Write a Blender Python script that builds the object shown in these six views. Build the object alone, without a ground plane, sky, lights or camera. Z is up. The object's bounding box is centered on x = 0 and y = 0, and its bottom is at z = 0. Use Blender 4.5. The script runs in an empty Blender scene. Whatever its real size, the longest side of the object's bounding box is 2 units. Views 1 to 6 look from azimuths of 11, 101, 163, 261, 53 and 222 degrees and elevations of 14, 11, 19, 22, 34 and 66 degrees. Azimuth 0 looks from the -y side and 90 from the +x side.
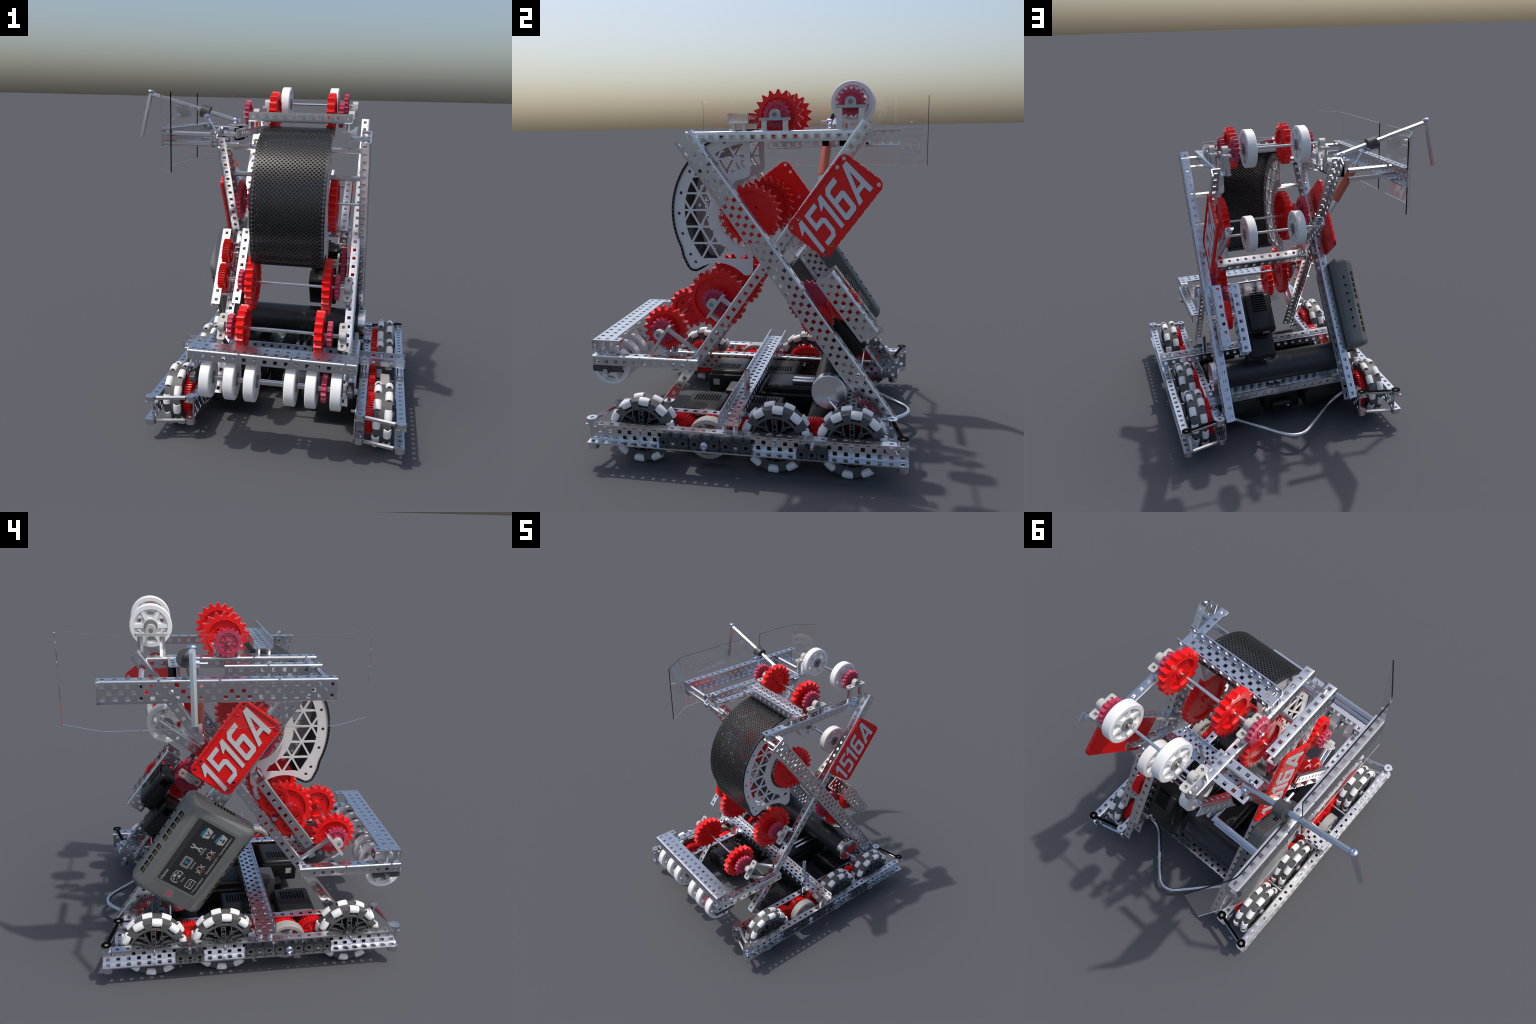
"""Tall competition robot of perforated aluminium channel, chain sprockets, omni wheels and two number plates."""
import bpy, bmesh, math, random
from math import sin, cos, pi, radians, atan2, sqrt
from mathutils import Vector as V, Matrix
from mathutils.geometry import tessellate_polygon

random.seed(7)
P = 0.056            # hole pitch of the perforated metal
HOLE = 0.0204        # side of the square holes
TH = 0.0065          # metal thickness
XM = 0.453           # mirror: x -> XM - x (plane x = 0.2265)

# ------------------------------------------------------------------ materials
def mat(name, col, rough=0.4, metal=0.0, grain=0.0, scale=60.0, bump=0.0, coat=0.0, trans=0.0, ior=1.45, spec=0.5,
        stretch=None):
    m = bpy.data.materials.new(name); m.use_nodes = True
    nt = m.node_tree; b = nt.nodes['Principled BSDF']
    b.inputs['Base Color'].default_value = (*col, 1); b.inputs['Roughness'].default_value = rough
    b.inputs['Metallic'].default_value = metal; b.inputs['Coat Weight'].default_value = coat
    b.inputs['Transmission Weight'].default_value = trans; b.inputs['IOR'].default_value = ior
    b.inputs['Specular IOR Level'].default_value = spec
    if grain or bump:
        tc = nt.nodes.new('ShaderNodeTexCoord'); mp = nt.nodes.new('ShaderNodeMapping')
        no = nt.nodes.new('ShaderNodeTexNoise'); no.inputs['Scale'].default_value = scale
        no.inputs['Detail'].default_value = 4
        if stretch: mp.inputs['Scale'].default_value = stretch
        nt.links.new(tc.outputs['Object'], mp.inputs['Vector']); nt.links.new(mp.outputs['Vector'], no.inputs['Vector'])
        if grain:
            r = nt.nodes.new('ShaderNodeValToRGB')
            r.color_ramp.elements[0].position = 0.3; r.color_ramp.elements[1].position = 0.7
            r.color_ramp.elements[0].color = (*[c * (1 - grain) for c in col], 1)
            r.color_ramp.elements[1].color = (*[min(1, c * (1 + grain)) for c in col], 1)
            nt.links.new(no.outputs['Fac'], r.inputs['Fac']); nt.links.new(r.outputs['Color'], b.inputs['Base Color'])
            mr = nt.nodes.new('ShaderNodeMapRange')
            mr.inputs['To Min'].default_value = max(0.02, rough - 0.05); mr.inputs['To Max'].default_value = rough + 0.05
            nt.links.new(no.outputs['Fac'], mr.inputs['Value']); nt.links.new(mr.outputs['Result'], b.inputs['Roughness'])
        if bump:
            bp = nt.nodes.new('ShaderNodeBump'); bp.inputs['Strength'].default_value = bump
            bp.inputs['Distance'].default_value = 0.002
            nt.links.new(no.outputs['Fac'], bp.inputs['Height']); nt.links.new(bp.outputs['Normal'], b.inputs['Normal'])
    return m

ALU = mat('brushed_aluminium', (0.70, 0.71, 0.73), 0.24, 1.0)
STEEL = mat('bright_steel', (0.78, 0.79, 0.80), 0.22, 1.0, 0.03, 30)
BOLT = mat('zinc_bolt', (0.62, 0.66, 0.80), 0.25, 1.0)
RED = mat('red_plastic', (0.80, 0.010, 0.010), 0.34, 0, 0.05, 30)
MAROON = mat('raspberry_plastic', (0.50, 0.045, 0.10), 0.42, 0, 0.05, 30)
WHITE = mat('white_rubber', (0.80, 0.80, 0.79), 0.55, 0, 0.02, 40)
ROLLER = mat('white_roller_rubber', (0.80, 0.80, 0.79), 0.6, 0, 0.02, 50)
PANEL = mat('white_panel', (0.74, 0.72, 0.71), 0.35, 0, 0.02, 25)
HUB = mat('grey_wheel_plastic', (0.085, 0.085, 0.086), 0.5, 0, 0.06, 40)
LGREY = mat('light_grey_plastic', (0.46, 0.46, 0.44), 0.45, 0, 0.03, 40)
MGREY = mat('mid_grey_plastic', (0.20, 0.20, 0.20), 0.45)
DGREY = mat('dark_grey_plastic', (0.055, 0.057, 0.06), 0.42, 0, 0.06, 40)
BLACK = mat('black_plastic', (0.0105, 0.0105, 0.011), 0.38, 0, 0.1, 30, spec=0.35)
PITCH = mat('pitch_black', (0.002, 0.002, 0.002), 0.7, spec=0.05)
MESHM = mat('black_steel_mesh', (0.030, 0.030, 0.032), 0.34, 0.35)
TANK = mat('black_tank_paint', (0.030, 0.033, 0.038), 0.36, 0.2, 0.05, 6)
CLEAR = mat('clear_polycarbonate', (1, 1, 1), 0.0, 0, trans=1.0, ior=1.45)
ORANGE = mat('anodised_orange', (0.56, 0.15, 0.10), 0.38, 0.35)
SHELL = mat('brain_grey_shell', (0.13, 0.135, 0.13), 0.38, 0, 0.04, 30)
SCREEN = mat('dark_screen', (0.022, 0.022, 0.024), 0.3)
BAND = mat('screen_band', (0.035, 0.035, 0.037), 0.3)
PALE = mat('pale_print', (0.34, 0.34, 0.34), 0.5)
NUMB = mat('pale_number', (0.62, 0.66, 0.68), 0.45)
CYAN = mat('blue_print', (0.02, 0.14, 0.22), 0.5)
AMBER = mat('amber_print', (0.34, 0.12, 0.02), 0.5)
POWER = mat('power_print', (0.65, 0.03, 0.10), 0.5)
BRASS = mat('port_contacts', (0.075, 0.065, 0.02), 0.45)

# ------------------------------------------------------------------ scene tree
root = bpy.data.objects.new('competition_robot', None)
bpy.context.collection.objects.link(root)
root['label'] = 'tall aluminium channel robot with red sprockets and number plates'
root['category'] = 'robot'

def link(name, mesh, parent=None, M=None):
    o = bpy.data.objects.new(name, mesh); bpy.context.collection.objects.link(o)
    o.parent = parent or root
    if M is not None: o.matrix_local = M
    return o

class B:
    """mesh builder: verts, faces, material slots"""
    def __init__(s): s.v = []; s.f = []; s.m = []; s.mats = []
    def slot(s, m):
        if m not in s.mats: s.mats.append(m)
        return s.mats.index(m)
    def add(s, vs, fs, m, M=None):
        k = len(s.v); i = s.slot(m)
        s.v += [tuple(M @ V(p)) if M is not None else tuple(p) for p in vs]
        s.f += [tuple(k + a for a in f) for f in fs]; s.m += [i] * len(fs)
        return s
    def mesh(s, name, angle=35, smooth=True):
        me = bpy.data.meshes.new(name); me.from_pydata(s.v, [], s.f)
        for m in s.mats: me.materials.append(m)
        me.polygons.foreach_set('material_index', s.m)
        bm = bmesh.new(); bm.from_mesh(me); bmesh.ops.recalc_face_normals(bm, faces=bm.faces); bm.to_mesh(me); bm.free()
        if smooth:
            me.polygons.foreach_set('use_smooth', [True] * len(me.polygons)); me.set_sharp_from_angle(angle=radians(angle))
        me.update(); return me
    def obj(s, name, parent=None, M=None, angle=35): return link(name, s.mesh(name, angle), parent, M)

def frame(o, x, z):
    """matrix with local X along x, local Z along z (orthogonalised), at o"""
    x = V(x).normalized(); z = V(z); z = (z - x * z.dot(x)).normalized(); y = z.cross(x)
    return Matrix(((x.x, y.x, z.x, o[0]), (x.y, y.y, z.y, o[1]), (x.z, y.z, z.z, o[2]), (0, 0, 0, 1)))

def prism(loops, h0, h1):
    """flat polygon with holes in local XY, extruded from z=h0 to z=h1"""
    pts = [p for l in loops for p in l]; n = len(pts)
    tri = tessellate_polygon([[V((p[0], p[1], 0)) for p in l] for l in loops])
    vs = [(p[0], p[1], h0) for p in pts] + [(p[0], p[1], h1) for p in pts]
    fs = []
    for a, b, c in tri:
        A, Bq, C = pts[a], pts[b], pts[c]
        ar = (Bq[0] - A[0]) * (C[1] - A[1]) - (Bq[1] - A[1]) * (C[0] - A[0])
        if abs(ar) < 1e-12: continue
        if ar < 0: b, c = c, b
        fs.append((a, c, b)); fs.append((n + a, n + b, n + c))
    k = 0
    for l in loops:
        m = len(l)
        for i in range(m):
            a = k + i; b = k + (i + 1) % m; fs.append((a, b, n + b, n + a))
        k += m
    return vs, fs

YZX = Matrix(((0, 0, 1, 0), (1, 0, 0, 0), (0, 1, 0, 0), (0, 0, 0, 1)))   # local XY -> world YZ, local Z -> world X

def area(p): return .5 * sum(p[i - 1][0] * p[i][1] - p[i][0] * p[i - 1][1] for i in range(len(p)))

def circ(r, n, c=(0, 0), a0=0.0, rev=False):
    l = [(c[0] + r * cos(a0 + 2 * pi * i / n), c[1] + r * sin(a0 + 2 * pi * i / n)) for i in range(n)]
    return l[::-1] if rev else l

def rrect(w, h, r, n=5, c=(0, 0)):
    l = []
    for qx, qy, a in ((1, 1, 0), (-1, 1, pi / 2), (-1, -1, pi), (1, -1, 1.5 * pi)):
        for i in range(n + 1):
            t = a + pi / 2 * i / n
            l.append((c[0] + qx * (w / 2 - r) + r * cos(t), c[1] + qy * (h / 2 - r) + r * sin(t)))
    return l

def tube(r0, r1, h0, h1, n=32):
    """ring (r0 inner) along local Z"""
    if r0 <= 0: return lathe([(0, h0), (r1, h0), (r1, h1), (0, h1)], n)
    return lathe([(r0, h0), (r1, h0), (r1, h1), (r0, h1), (r0, h0)], n)

def lathe(prof, n=32):
    vs = []; fs = []
    for r, z in prof:
        vs += [(r * cos(2 * pi * i / n), r * sin(2 * pi * i / n), z) for i in range(n)]
    for j in range(len(prof) - 1):
        for i in range(n):
            a = j * n + i; b = j * n + (i + 1) % n
            if prof[j][0] == 0 and prof[j + 1][0] == 0: continue
            fs.append((a, b, b + n, a + n))
    return vs, fs

def box(x0, x1, y0, y1, z0, z1):
    vs = [(x, y, z) for z in (z0, z1) for y in (y0, y1) for x in (x0, x1)]
    return vs, [(0, 2, 3, 1), (4, 5, 7, 6), (0, 1, 5, 4), (2, 6, 7, 3), (0, 4, 6, 2), (1, 3, 7, 5)]

def rbox(x0, x1, y0, y1, z0, z1, bev=0.01, seg=3):
    bm = bmesh.new(); vs, fs = box(x0, x1, y0, y1, z0, z1)
    bv = [bm.verts.new(p) for p in vs]
    for f in fs: bm.faces.new([bv[i] for i in f])
    bmesh.ops.bevel(bm, geom=bm.edges[:], offset=bev, segments=seg, profile=0.5, affect='EDGES')
    bm.verts.index_update()
    o = [tuple(v.co) for v in bm.verts], [tuple(v.index for v in f.verts) for f in bm.faces]
    bm.free(); return o

def rod(a, b, r, n=6, bore=0.0):
    """cylinder or hex bar from a to b"""
    a = V(a); b = V(b); d = b - a
    M = frame(a, d.orthogonal(), d)
    # frame() keeps x exact; rebuild with z exact
    z = d.normalized(); x = V((0, 0, 1)) if abs(z.z) < 0.9 else V((1, 0, 0)); x = (x - z * x.dot(z)).normalized(); y = z.cross(x)
    M = Matrix(((x.x, y.x, z.x, a.x), (x.y, y.y, z.y, a.y), (x.z, y.z, z.z, a.z), (0, 0, 0, 1)))
    vs, fs = tube(bore, r, 0, d.length, n)
    return [tuple(M @ V(p)) for p in vs], fs

# ------------------------------------------------------------------ perforated metal
def perforated(n, section, strips, skip=()):
    """strip sheet of n pitches. section(s)->(y,z,ny,nz); strips: list of (s0,s1,kind)
    kind: 'h' hole on the pitch, 's' hole shifted by half a pitch, 'b' bend, '-' plain"""
    vid = {}; vs2 = []; faces = []
    def vert(t, s):
        k = (round(t, 6), round(s, 6))
        if k not in vid: vid[k] = len(vs2); vs2.append((t, s))
        return vid[k]
    h = HOLE / 2; L = n * P
    for s0, s1, kind in strips:
        if kind == 'b':
            q = 4
            for i in range(2 * n):
                t0 = i * P / 2; t1 = t0 + P / 2; g = 0.0065
                lo = t0 + g if (i % 10 == 0 and i > 0) else t0
                hi = t1 - g if ((i + 1) % 10 == 0 and i < 2 * n - 1) else t1
                for j in range(q):
                    a = s0 + (s1 - s0) * j / q; b = s0 + (s1 - s0) * (j + 1) / q
                    # diamond notch: narrow at the sides of the bend
                    def tt(t, e, s):
                        if e == t: return t
                        w = 1 - abs((s - s0) / (s1 - s0) * 2 - 1)
                        return t + (e - t) * w
                    faces.append([vert(tt(t0, lo, a), a), vert(tt(t1, hi, a), a), vert(tt(t1, hi, b), b), vert(tt(t0, lo, b), b)])
            continue
        cells = []
        if kind == 's':
            cells.append((0, P / 2, None))
            for i in range(n - 1): cells.append(((i + .5) * P, (i + 1.5) * P, (i + 1) * P))
            cells.append((L - P / 2, L, None))
        else:
            for i in range(n): cells.append((i * P, (i + 1) * P, (i + .5) * P if kind != '-' else None))
        for t0, t1, tc in cells:
            c0, c1, c2, c3 = vert(t0, s0), vert(t1, s0), vert(t1, s1), vert(t0, s1)
            half = t1 - t0 > 0.6 * P
            if half: mb = vert((t0 + t1) / 2, s0); mt = vert((t0 + t1) / 2, s1)
            if tc is None:
                faces.append([c0, mb, c1, c2, mt, c3] if half else [c0, c1, c2, c3]); continue
            sc = (s0 + s1) / 2
            if isinstance(kind, tuple): sc = kind[1]
            h0, h1, h2, h3 = vert(tc - h, sc - h), vert(tc + h, sc - h), vert(tc + h, sc + h), vert(tc - h, sc + h)
            faces += [[c0, mb, c1, h1, h0], [c1, c2, h2, h1], [c2, mt, c3, h3, h2], [c3, c0, h0, h3]]
    N = len(vs2); out = []; inn = []
    for t, s in vs2:
        y, z, ny, nz = section(s); out.append((t, y, z)); inn.append((t, y - ny * TH, z - nz * TH))
    edge = {}
    for f in faces:
        for i in range(len(f)):
            a, b = f[i], f[(i + 1) % len(f)]
            if a != b: edge[(a, b)] = edge.get((a, b), 0) + 1
    fs = []
    for f in faces:
        f = [f[i] for i in range(len(f)) if f[i] != f[i - 1]]
        if len(f) < 3: continue
        fs.append(tuple(f)); fs.append(tuple(N + i for i in reversed(f)))
    for (a, b) in edge:
        if (b, a) not in edge: fs.append((b, a, N + a, N + b))
    return out + inn, fs

R0 = 0.009   # outer bend radius
def c_section(s):
    """outer profile of a channel: flange, bend, web (z=0, y in [-P,P]), bend, flange; flanges hang to -z"""
    F = P - R0; A = R0 * pi / 2; W = 2 * P - 2 * R0
    if s <= F: return (-P, -P + s, -1, 0)
    s -= F
    if s <= A: a = s / R0; return (-P + R0 - R0 * cos(a), -R0 + R0 * sin(a), -cos(a), sin(a))
    s -= A
    if s <= W: return (-P + R0 + s, 0, 0, 1)
    s -= W
    if s <= A: a = s / R0; return (P - R0 + R0 * sin(a), -R0 + R0 * cos(a), sin(a), cos(a))
    s -= A
    return (P, -R0 - s, 1, 0)

def l_section(s):
    """angle: flange at y=0 hanging to -z, bend, web z=0 spreading to +y"""
    F = P - R0; A = R0 * pi / 2
    if s <= F: return (0, -P + s, -1, 0)
    s -= F
    if s <= A: a = s / R0; return (R0 - R0 * cos(a), -R0 + R0 * sin(a), -cos(a), sin(a))
    s -= A
    return (R0 + s, 0, 0, 1)

_chan = {}
def channel_mesh(n):
    if ('c', n) not in _chan:
        F = P - R0; A = R0 * pi / 2; W = 2 * P - 2 * R0
        a = F + A; m = a + W / 2
        st = [(0, F, 'h'), (F, a, 'b'), (a, m - P / 4, 'h'), (m - P / 4, m + P / 4, 's'), (m + P / 4, a + W, 'h'),
              (a + W, a + W + A, 'b'), (a + W + A, a + W + A + F, 'h')]
        b = B(); b.add(*perforated(n, c_section, st), ALU); _chan[('c', n)] = b.mesh('aluminium_channel', 40)
    return _chan[('c', n)]

def angle_mesh(n):
    if ('l', n) not in _chan:
        F = P - R0; A = R0 * pi / 2
        st = [(0, F, 'h'), (F, F + A, 'b'), (F + A, F + A + F, 'h')]
        b = B(); b.add(*perforated(n, l_section, st), ALU); _chan[('l', n)] = b.mesh('aluminium_angle', 40)
    return _chan[('l', n)]

def channel(n, start, along, normal, name='aluminium_channel'):
    return link(name, channel_mesh(n), None, frame(start, along, normal))

def angle(n, start, along, web_dir, normal, name='aluminium_angle'):
    """fold line runs from start along; web spreads to web_dir with outer normal; flange hangs to -normal"""
    T = V(along).normalized(); N = V(normal).normalized(); start = V(start)
    if N.cross(T).dot(V(web_dir)) < 0: start = start + T * n * P; T = -T
    return link(name, angle_mesh(n), None, frame(start, T, N))

# ------------------------------------------------------------------ gears, sprockets, wheels
def sprocket_mesh(name, R, teeth, width, m, hs=True, sq=0.0085):
    """chain sprocket, axis local Z: pointed teeth, raised ring, recessed disc, hub with square bore"""
    b = B(); root_r = R - (0.025 if hs else 0.0135); ring = root_r - (0.0125 if hs else 0.010)
    w = width / 2; bm = bmesh.new()
    pa = 2 * pi / teeth
    def pt(r, a, z): return bm.verts.new((r * cos(a), r * sin(a), z))
    prof = [(-.5, root_r), (-.36, root_r + (R - root_r) * .12), (-.25, root_r + (R - root_r) * .38), (-.15, root_r + (R - root_r) * .70), (-.055, R * .997), (.055, R * .997),
            (.15, root_r + (R - root_r) * .70), (.25, root_r + (R - root_r) * .38), (.36, root_r + (R - root_r) * .12)]
    outer = {z: [] for z in (-w, w)}; inner = {z: [] for z in (-w, w)}; k = len(prof)
    for i in range(teeth):
        for d, r in prof:
            for z in (-w, w):
                outer[z].append(pt(r, (i + d) * pa, z)); 
        for d in (-.5, -.25, 0, .25):
            for z in (-w, w): inner[z].append(pt(ring, (i + d) * pa, z))
    nO = k * teeth; nI = 4 * teeth; tf = []
    for i in range(nO): bm.faces.new((outer[-w][i], outer[-w][(i + 1) % nO], outer[w][(i + 1) % nO], outer[w][i]))
    for z in (-w, w):
        for i in range(teeth):
            o = [outer[z][(i * k + j) % nO] for j in range(k + 1)]; n = [inner[z][(i * 4 + j) % nI] for j in range(5)]
            tf.append(bm.faces.new(o + n[::-1]))
    # ring lip, then recess to the disc
    web = w * (0.42 if hs else 0.55); lip = ring - (0.007 if hs else 0.004)
    def loop(r, z): return [pt(r, (i / 4 - .5) * pa, z) for i in range(nI)]
    for z in (-w, w):
        sg = 1 if z > 0 else -1
        zl = sg * (w + 0.002); loops = [inner[z], loop(ring, zl), loop(lip, zl), loop(lip - 0.003, sg * web), loop(0.026 if hs else 0.02, sg * web),
                 loop(0.022 if hs else 0.017, sg * (w + .001)), loop(sq * 1.35, sg * (w + .001))]
        for A, C in zip(loops, loops[1:]):
            for i in range(nI): bm.faces.new((A[i], A[(i + 1) % nI], C[(i + 1) % nI], C[i]))
        if z < 0: low = loops[-1]
        else:
            for i in range(nI): bm.faces.new((low[i], low[(i + 1) % nI], loops[-1][(i + 1) % nI], loops[-1][i]))
    bmesh.ops.inset_individual(bm, faces=tf, thickness=0.0042 if hs else 0.003, depth=-0.005 if hs else -.003)
    bm.verts.index_update()
    b.add([tuple(v.co) for v in bm.verts], [tuple(v.index for v in f.verts) for f in bm.faces], m); bm.free()
    # ribs and bosses on the disc
    ri = lip - .002; r0 = 0.024 if hs else 0.018
    nr = 3 if hs else 8
    for j in range(nr):
        M = Matrix.Rotation(2 * pi * j / nr + .3, 4, 'Z')
        for sg in (-1, 1):
            z0, z1 = sorted((sg * (web - .001), sg * (web + (0.002 if hs else w - web - .001))))
            b.add(*box(r0, ri, -.0018, .0018, z0, z1), m, M)
    if hs:
        for j in range(4):
            a = pi / 4 + j * pi / 2; rc = min(0.052, (ri + r0) / 2 + .004)
            for sg in (-1, 1):
                z0, z1 = sorted((sg * (web - .001), sg * (web + .004)))
                M = Matrix.Translation((rc * cos(a), rc * sin(a), 0))
                b.add(*tube(.006, .011, z0, z1, 12), m, M)
                z0, z1 = sorted((sg * (web - .001), sg * (web + .0012)))
                b.add(*tube(0, .0062, z0, z1, 10), PITCH, M)
    return b.mesh(name, 30)

def gear_mesh(name, R, teeth, width, m):
    b = B(); w = width / 2; rr = R - 0.0115; pr = []
    for i in range(teeth):
        a = 2 * pi / teeth
        for d, r in ((-.5, rr), (-.30, rr), (-.12, R), (.12, R), (.30, rr)):
            pr.append((r * cos((i + d) * a), r * sin((i + d) * a)))
    ring = rr - .012
    b.add(*prism([pr, circ(ring, 40, rev=True)], -w, w), m)
    b.add(*prism([circ(ring + .001, 40), circ(.010, 12, rev=True)], -w * .45, w * .45), m)
    b.add(*tube(.010, .020, -w - .002, w + .002, 20), m)
    for j in range(6):
        M = Matrix.Rotation(j * pi / 3, 4, 'Z')
        b.add(*box(.019, ring + .001, -.002, .002, -w * .8, w * .8), m, M)
    for j in range(4):
        a = pi / 4 + j * pi / 2; M = Matrix.Translation((.045 * cos(a), .045 * sin(a), 0))
        b.add(*tube(.006, .011, -w * .8, w * .8, 12), m, M)
        b.add(*tube(0, .0065, -w * .46, w * .46, 10), PITCH, M)
    return b.mesh(name, 30)

def small_wheel_mesh(name, R, width, rubber, hubm, spokes=6):
    """spoked roller wheel with a smooth tyre, axis local Z"""
    b = B(); w = width / 2
    ri = R * .79
    b.add(*lathe([(ri, -w), (R - .004, -w), (R, -w + .004), (R, w - .004), (R - .004, w), (ri, w), (ri, -w)], 64), rubber)
    b.add(*tube(.030, .040, -w * .95, w * .95, 32), rubber)
    # spokes: filled sectors left between rounded openings
    for j in range(spokes):
        M = Matrix.Rotation(2 * pi * (j + .5) / spokes, 4, 'Z')
        tz = [(.036, -.011), (ri + .002, -.009), (ri + .002, .009), (.036, .011)]
        b.add(*prism([tz], -w * .9, w * .9), rubber, M)
    def pocket(j):
        a0 = 2 * pi * j / spokes; l = []
        for r, k in ((.058, -.24), (.058, .24), (ri - .010, .30), (ri - .010, .15), (ri - .010, 0), (ri - .010, -.15), (ri - .010, -.30)): l.append((r * cos(a0 + k), r * sin(a0 + k)))
        return l[::-1] if area(l) > 0 else l
    b.add(*prism([circ(ri + .001, 40), circ(.03, 40, rev=True)] + [pocket(j) for j in range(spokes)], -w * .45, w * .45), rubber)
    b.add(*lathe([(.011, -w - .004), (.034, -w - .004), (.036, -w - .002), (.036, w + .002), (.034, w + .004), (.011, w + .004)], 28), hubm)
    b.add(*prism([[(-.0105, -.0105), (.0105, -.0105), (.0105, .0105), (-.0105, .0105)]], -w - .0042, w + .0042), PITCH)
    return b.mesh(name, 35)

def omni_hub_mesh():
    """rim with blocks between the rollers, bored spokes; axis local Z"""
    b = B(); n = 10
    b.add(*lathe([(.119, -.046), (.131, -.046), (.133, -.044), (.133, .044), (.131, .046), (.119, .046), (.119, -.046)], 60), HUB)
    b.add(*tube(.13, .1685, -.0105, .0105, 60), HUB)
    for row, z0, z1 in ((0, -.048, -.010), (1, .010, .048)):
        for i in range(n):
            a0 = 2 * pi * (i + .5 * row + .5) / n; h = 2 * pi / n * .225
            pr = [((.13 if k < 5 else 0.1690) * cos(a0 + t), (.13 if k < 5 else 0.1690) * sin(a0 + t))
                  for k, t in enumerate([h * (-1 + j / 2) for j in range(5)] + [h * (1 - j / 2) for j in range(5)])]
            b.add(*prism([pr], z0, z1), HUB)
    b.add(*tube(.012, .034, -.048, .048, 28), HUB)
    for i in range(10):
        M = Matrix.Rotation(2 * pi * i / 10 + pi / 2 + .13, 4, 'Z')
        if i % 2 == 0:
            for s in (-1, 1): b.add(*box(.030, .121, s * .011 - .0022, s * .011 + .0022, -.044, .044), HUB, M)
            for rc in (.052, .100):
                Mb = M @ Matrix.Translation((rc, 0, 0)); b.add(*tube(.0065, .0115, -.045, .045, 14), HUB, Mb)
                b.add(*tube(0, .007, -.040, .040, 10), PITCH, Mb)
            b.add(*box(.030, .121, -.011, .011, -.004, .004), HUB, M)
        else:
            b.add(*box(.030, .078, -.003, .003, -.042, .042), HUB, M)
            Mb = M @ Matrix.Translation((.078, 0, 0)); b.add(*tube(.0065, .0115, -.045, .045, 14), HUB, Mb)
            b.add(*tube(0, .007, -.040, .040, 10), PITCH, Mb)
            for s in (-1, 1):
                M2 = Mb @ Matrix.Rotation(s * .62, 4, 'Z'); b.add(*box(.009, .046, -.0028, .0028, -.042, .042), HUB, M2)
    return b.mesh('wheel_hub', 35)

def omni_roller_mesh():
    """barrel, axis local Z"""
    L = .0285; prof = [(.010, -L * .82), (.0165, -L)]
    for i in range(11):
        z = -L * .96 + 2 * L * .96 * i / 10; prof.append((.0228 - .0024 * (z / L) ** 2, z))
    prof += [(.0165, L), (.010, L * .82)]; b = B(); b.add(*lathe(prof, 24), ROLLER); return b.mesh('roller', 50)

def bearing_mesh():
    """pillow bearing: three-hole foot (local X) with a round hump above, axis local Y, standing on z=0"""
    b = B(); hx = P
    foot = rrect(3 * P - .006, .048, .012); 
    b.add(*prism([foot, circ(.0105, 14, (-P, 0), rev=True), circ(.0105, 14, (P, 0), rev=True)], 0, .014), LGREY)
    R = .027; c = .030
    prof = [(R * cos(t), c + R * sin(t)) for t in [pi * i / 12 for i in range(13)]] + [(-R, .013), (R, .013)]
    Mh = Matrix(((1, 0, 0, 0), (0, 0, -1, 0), (0, 1, 0, 0), (0, 0, 0, 1)))
    b.add(*prism([prof], -.018, .018), LGREY, Mh)
    b.add(*tube(0, .0115, -.019, .019, 16), MGREY, Mh @ Matrix.Translation((0, c, 0)))
    return b.mesh('bearing', 40)

M18 = sprocket_mesh('chain_sprocket', .134, 18, .044, RED)
M24 = sprocket_mesh('chain_sprocket', .174, 24, .044, RED)
S16 = sprocket_mesh('small_sprocket', .077, 16, .026, MAROON, False)
S24 = sprocket_mesh('small_sprocket', .119, 24, .026, MAROON, False)
G36 = gear_mesh('spur_gear', .0895, 36, .040, RED)
G48 = gear_mesh('spur_gear', .1175, 48, .040, RED)
WHEEL = small_wheel_mesh('roller_wheel', .112, .056, WHITE, MGREY)
IDLER = small_wheel_mesh('idler_wheel', .112, .056, mat('grey_rubber', (.33, .32, .30), .55, 0, .03, 40), LGREY, 6)
OHUB = omni_hub_mesh(); OROL = omni_roller_mesh(); BEAR = bearing_mesh()

def axial(mesh, name, x, y, z, spin=0.0):
    return link(name, mesh, None, Matrix.Translation((x, y, z)) @ YZX @ Matrix.Rotation(spin, 4, 'Z'))

def shaft(x0, x1, y, z, h=.0075, m=STEEL, name='axle'):
    b = B(); c = (0, 0, 0)
    b.add(*prism([rrect(2 * h, 2 * h, h * .3, 2)], x0, x1), m, YZX)
    return b.obj(name, None, Matrix.Translation((0, y, z)))

def standoff(a, bb, r=.0145, m=ALU, cap=None, name='hex_standoff'):
    b = B(); a = V(a); bb = V(bb); d = (bb - a).normalized()
    b.add(*rod(a, bb, r, 6), m)
    e = .0015
    b.add(*rod(a - d * e, a + d * e, .0075, 12), cap or MGREY); b.add(*rod(bb - d * e, bb + d * e, .0075, 12), cap or MGREY)
    return b.obj(name)

def bearing(pos, along, up, name='bearing'):
    """foot centre at pos, foot runs along, hump rises to up"""
    return link(name, BEAR, None, frame(pos, along, up))

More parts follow.
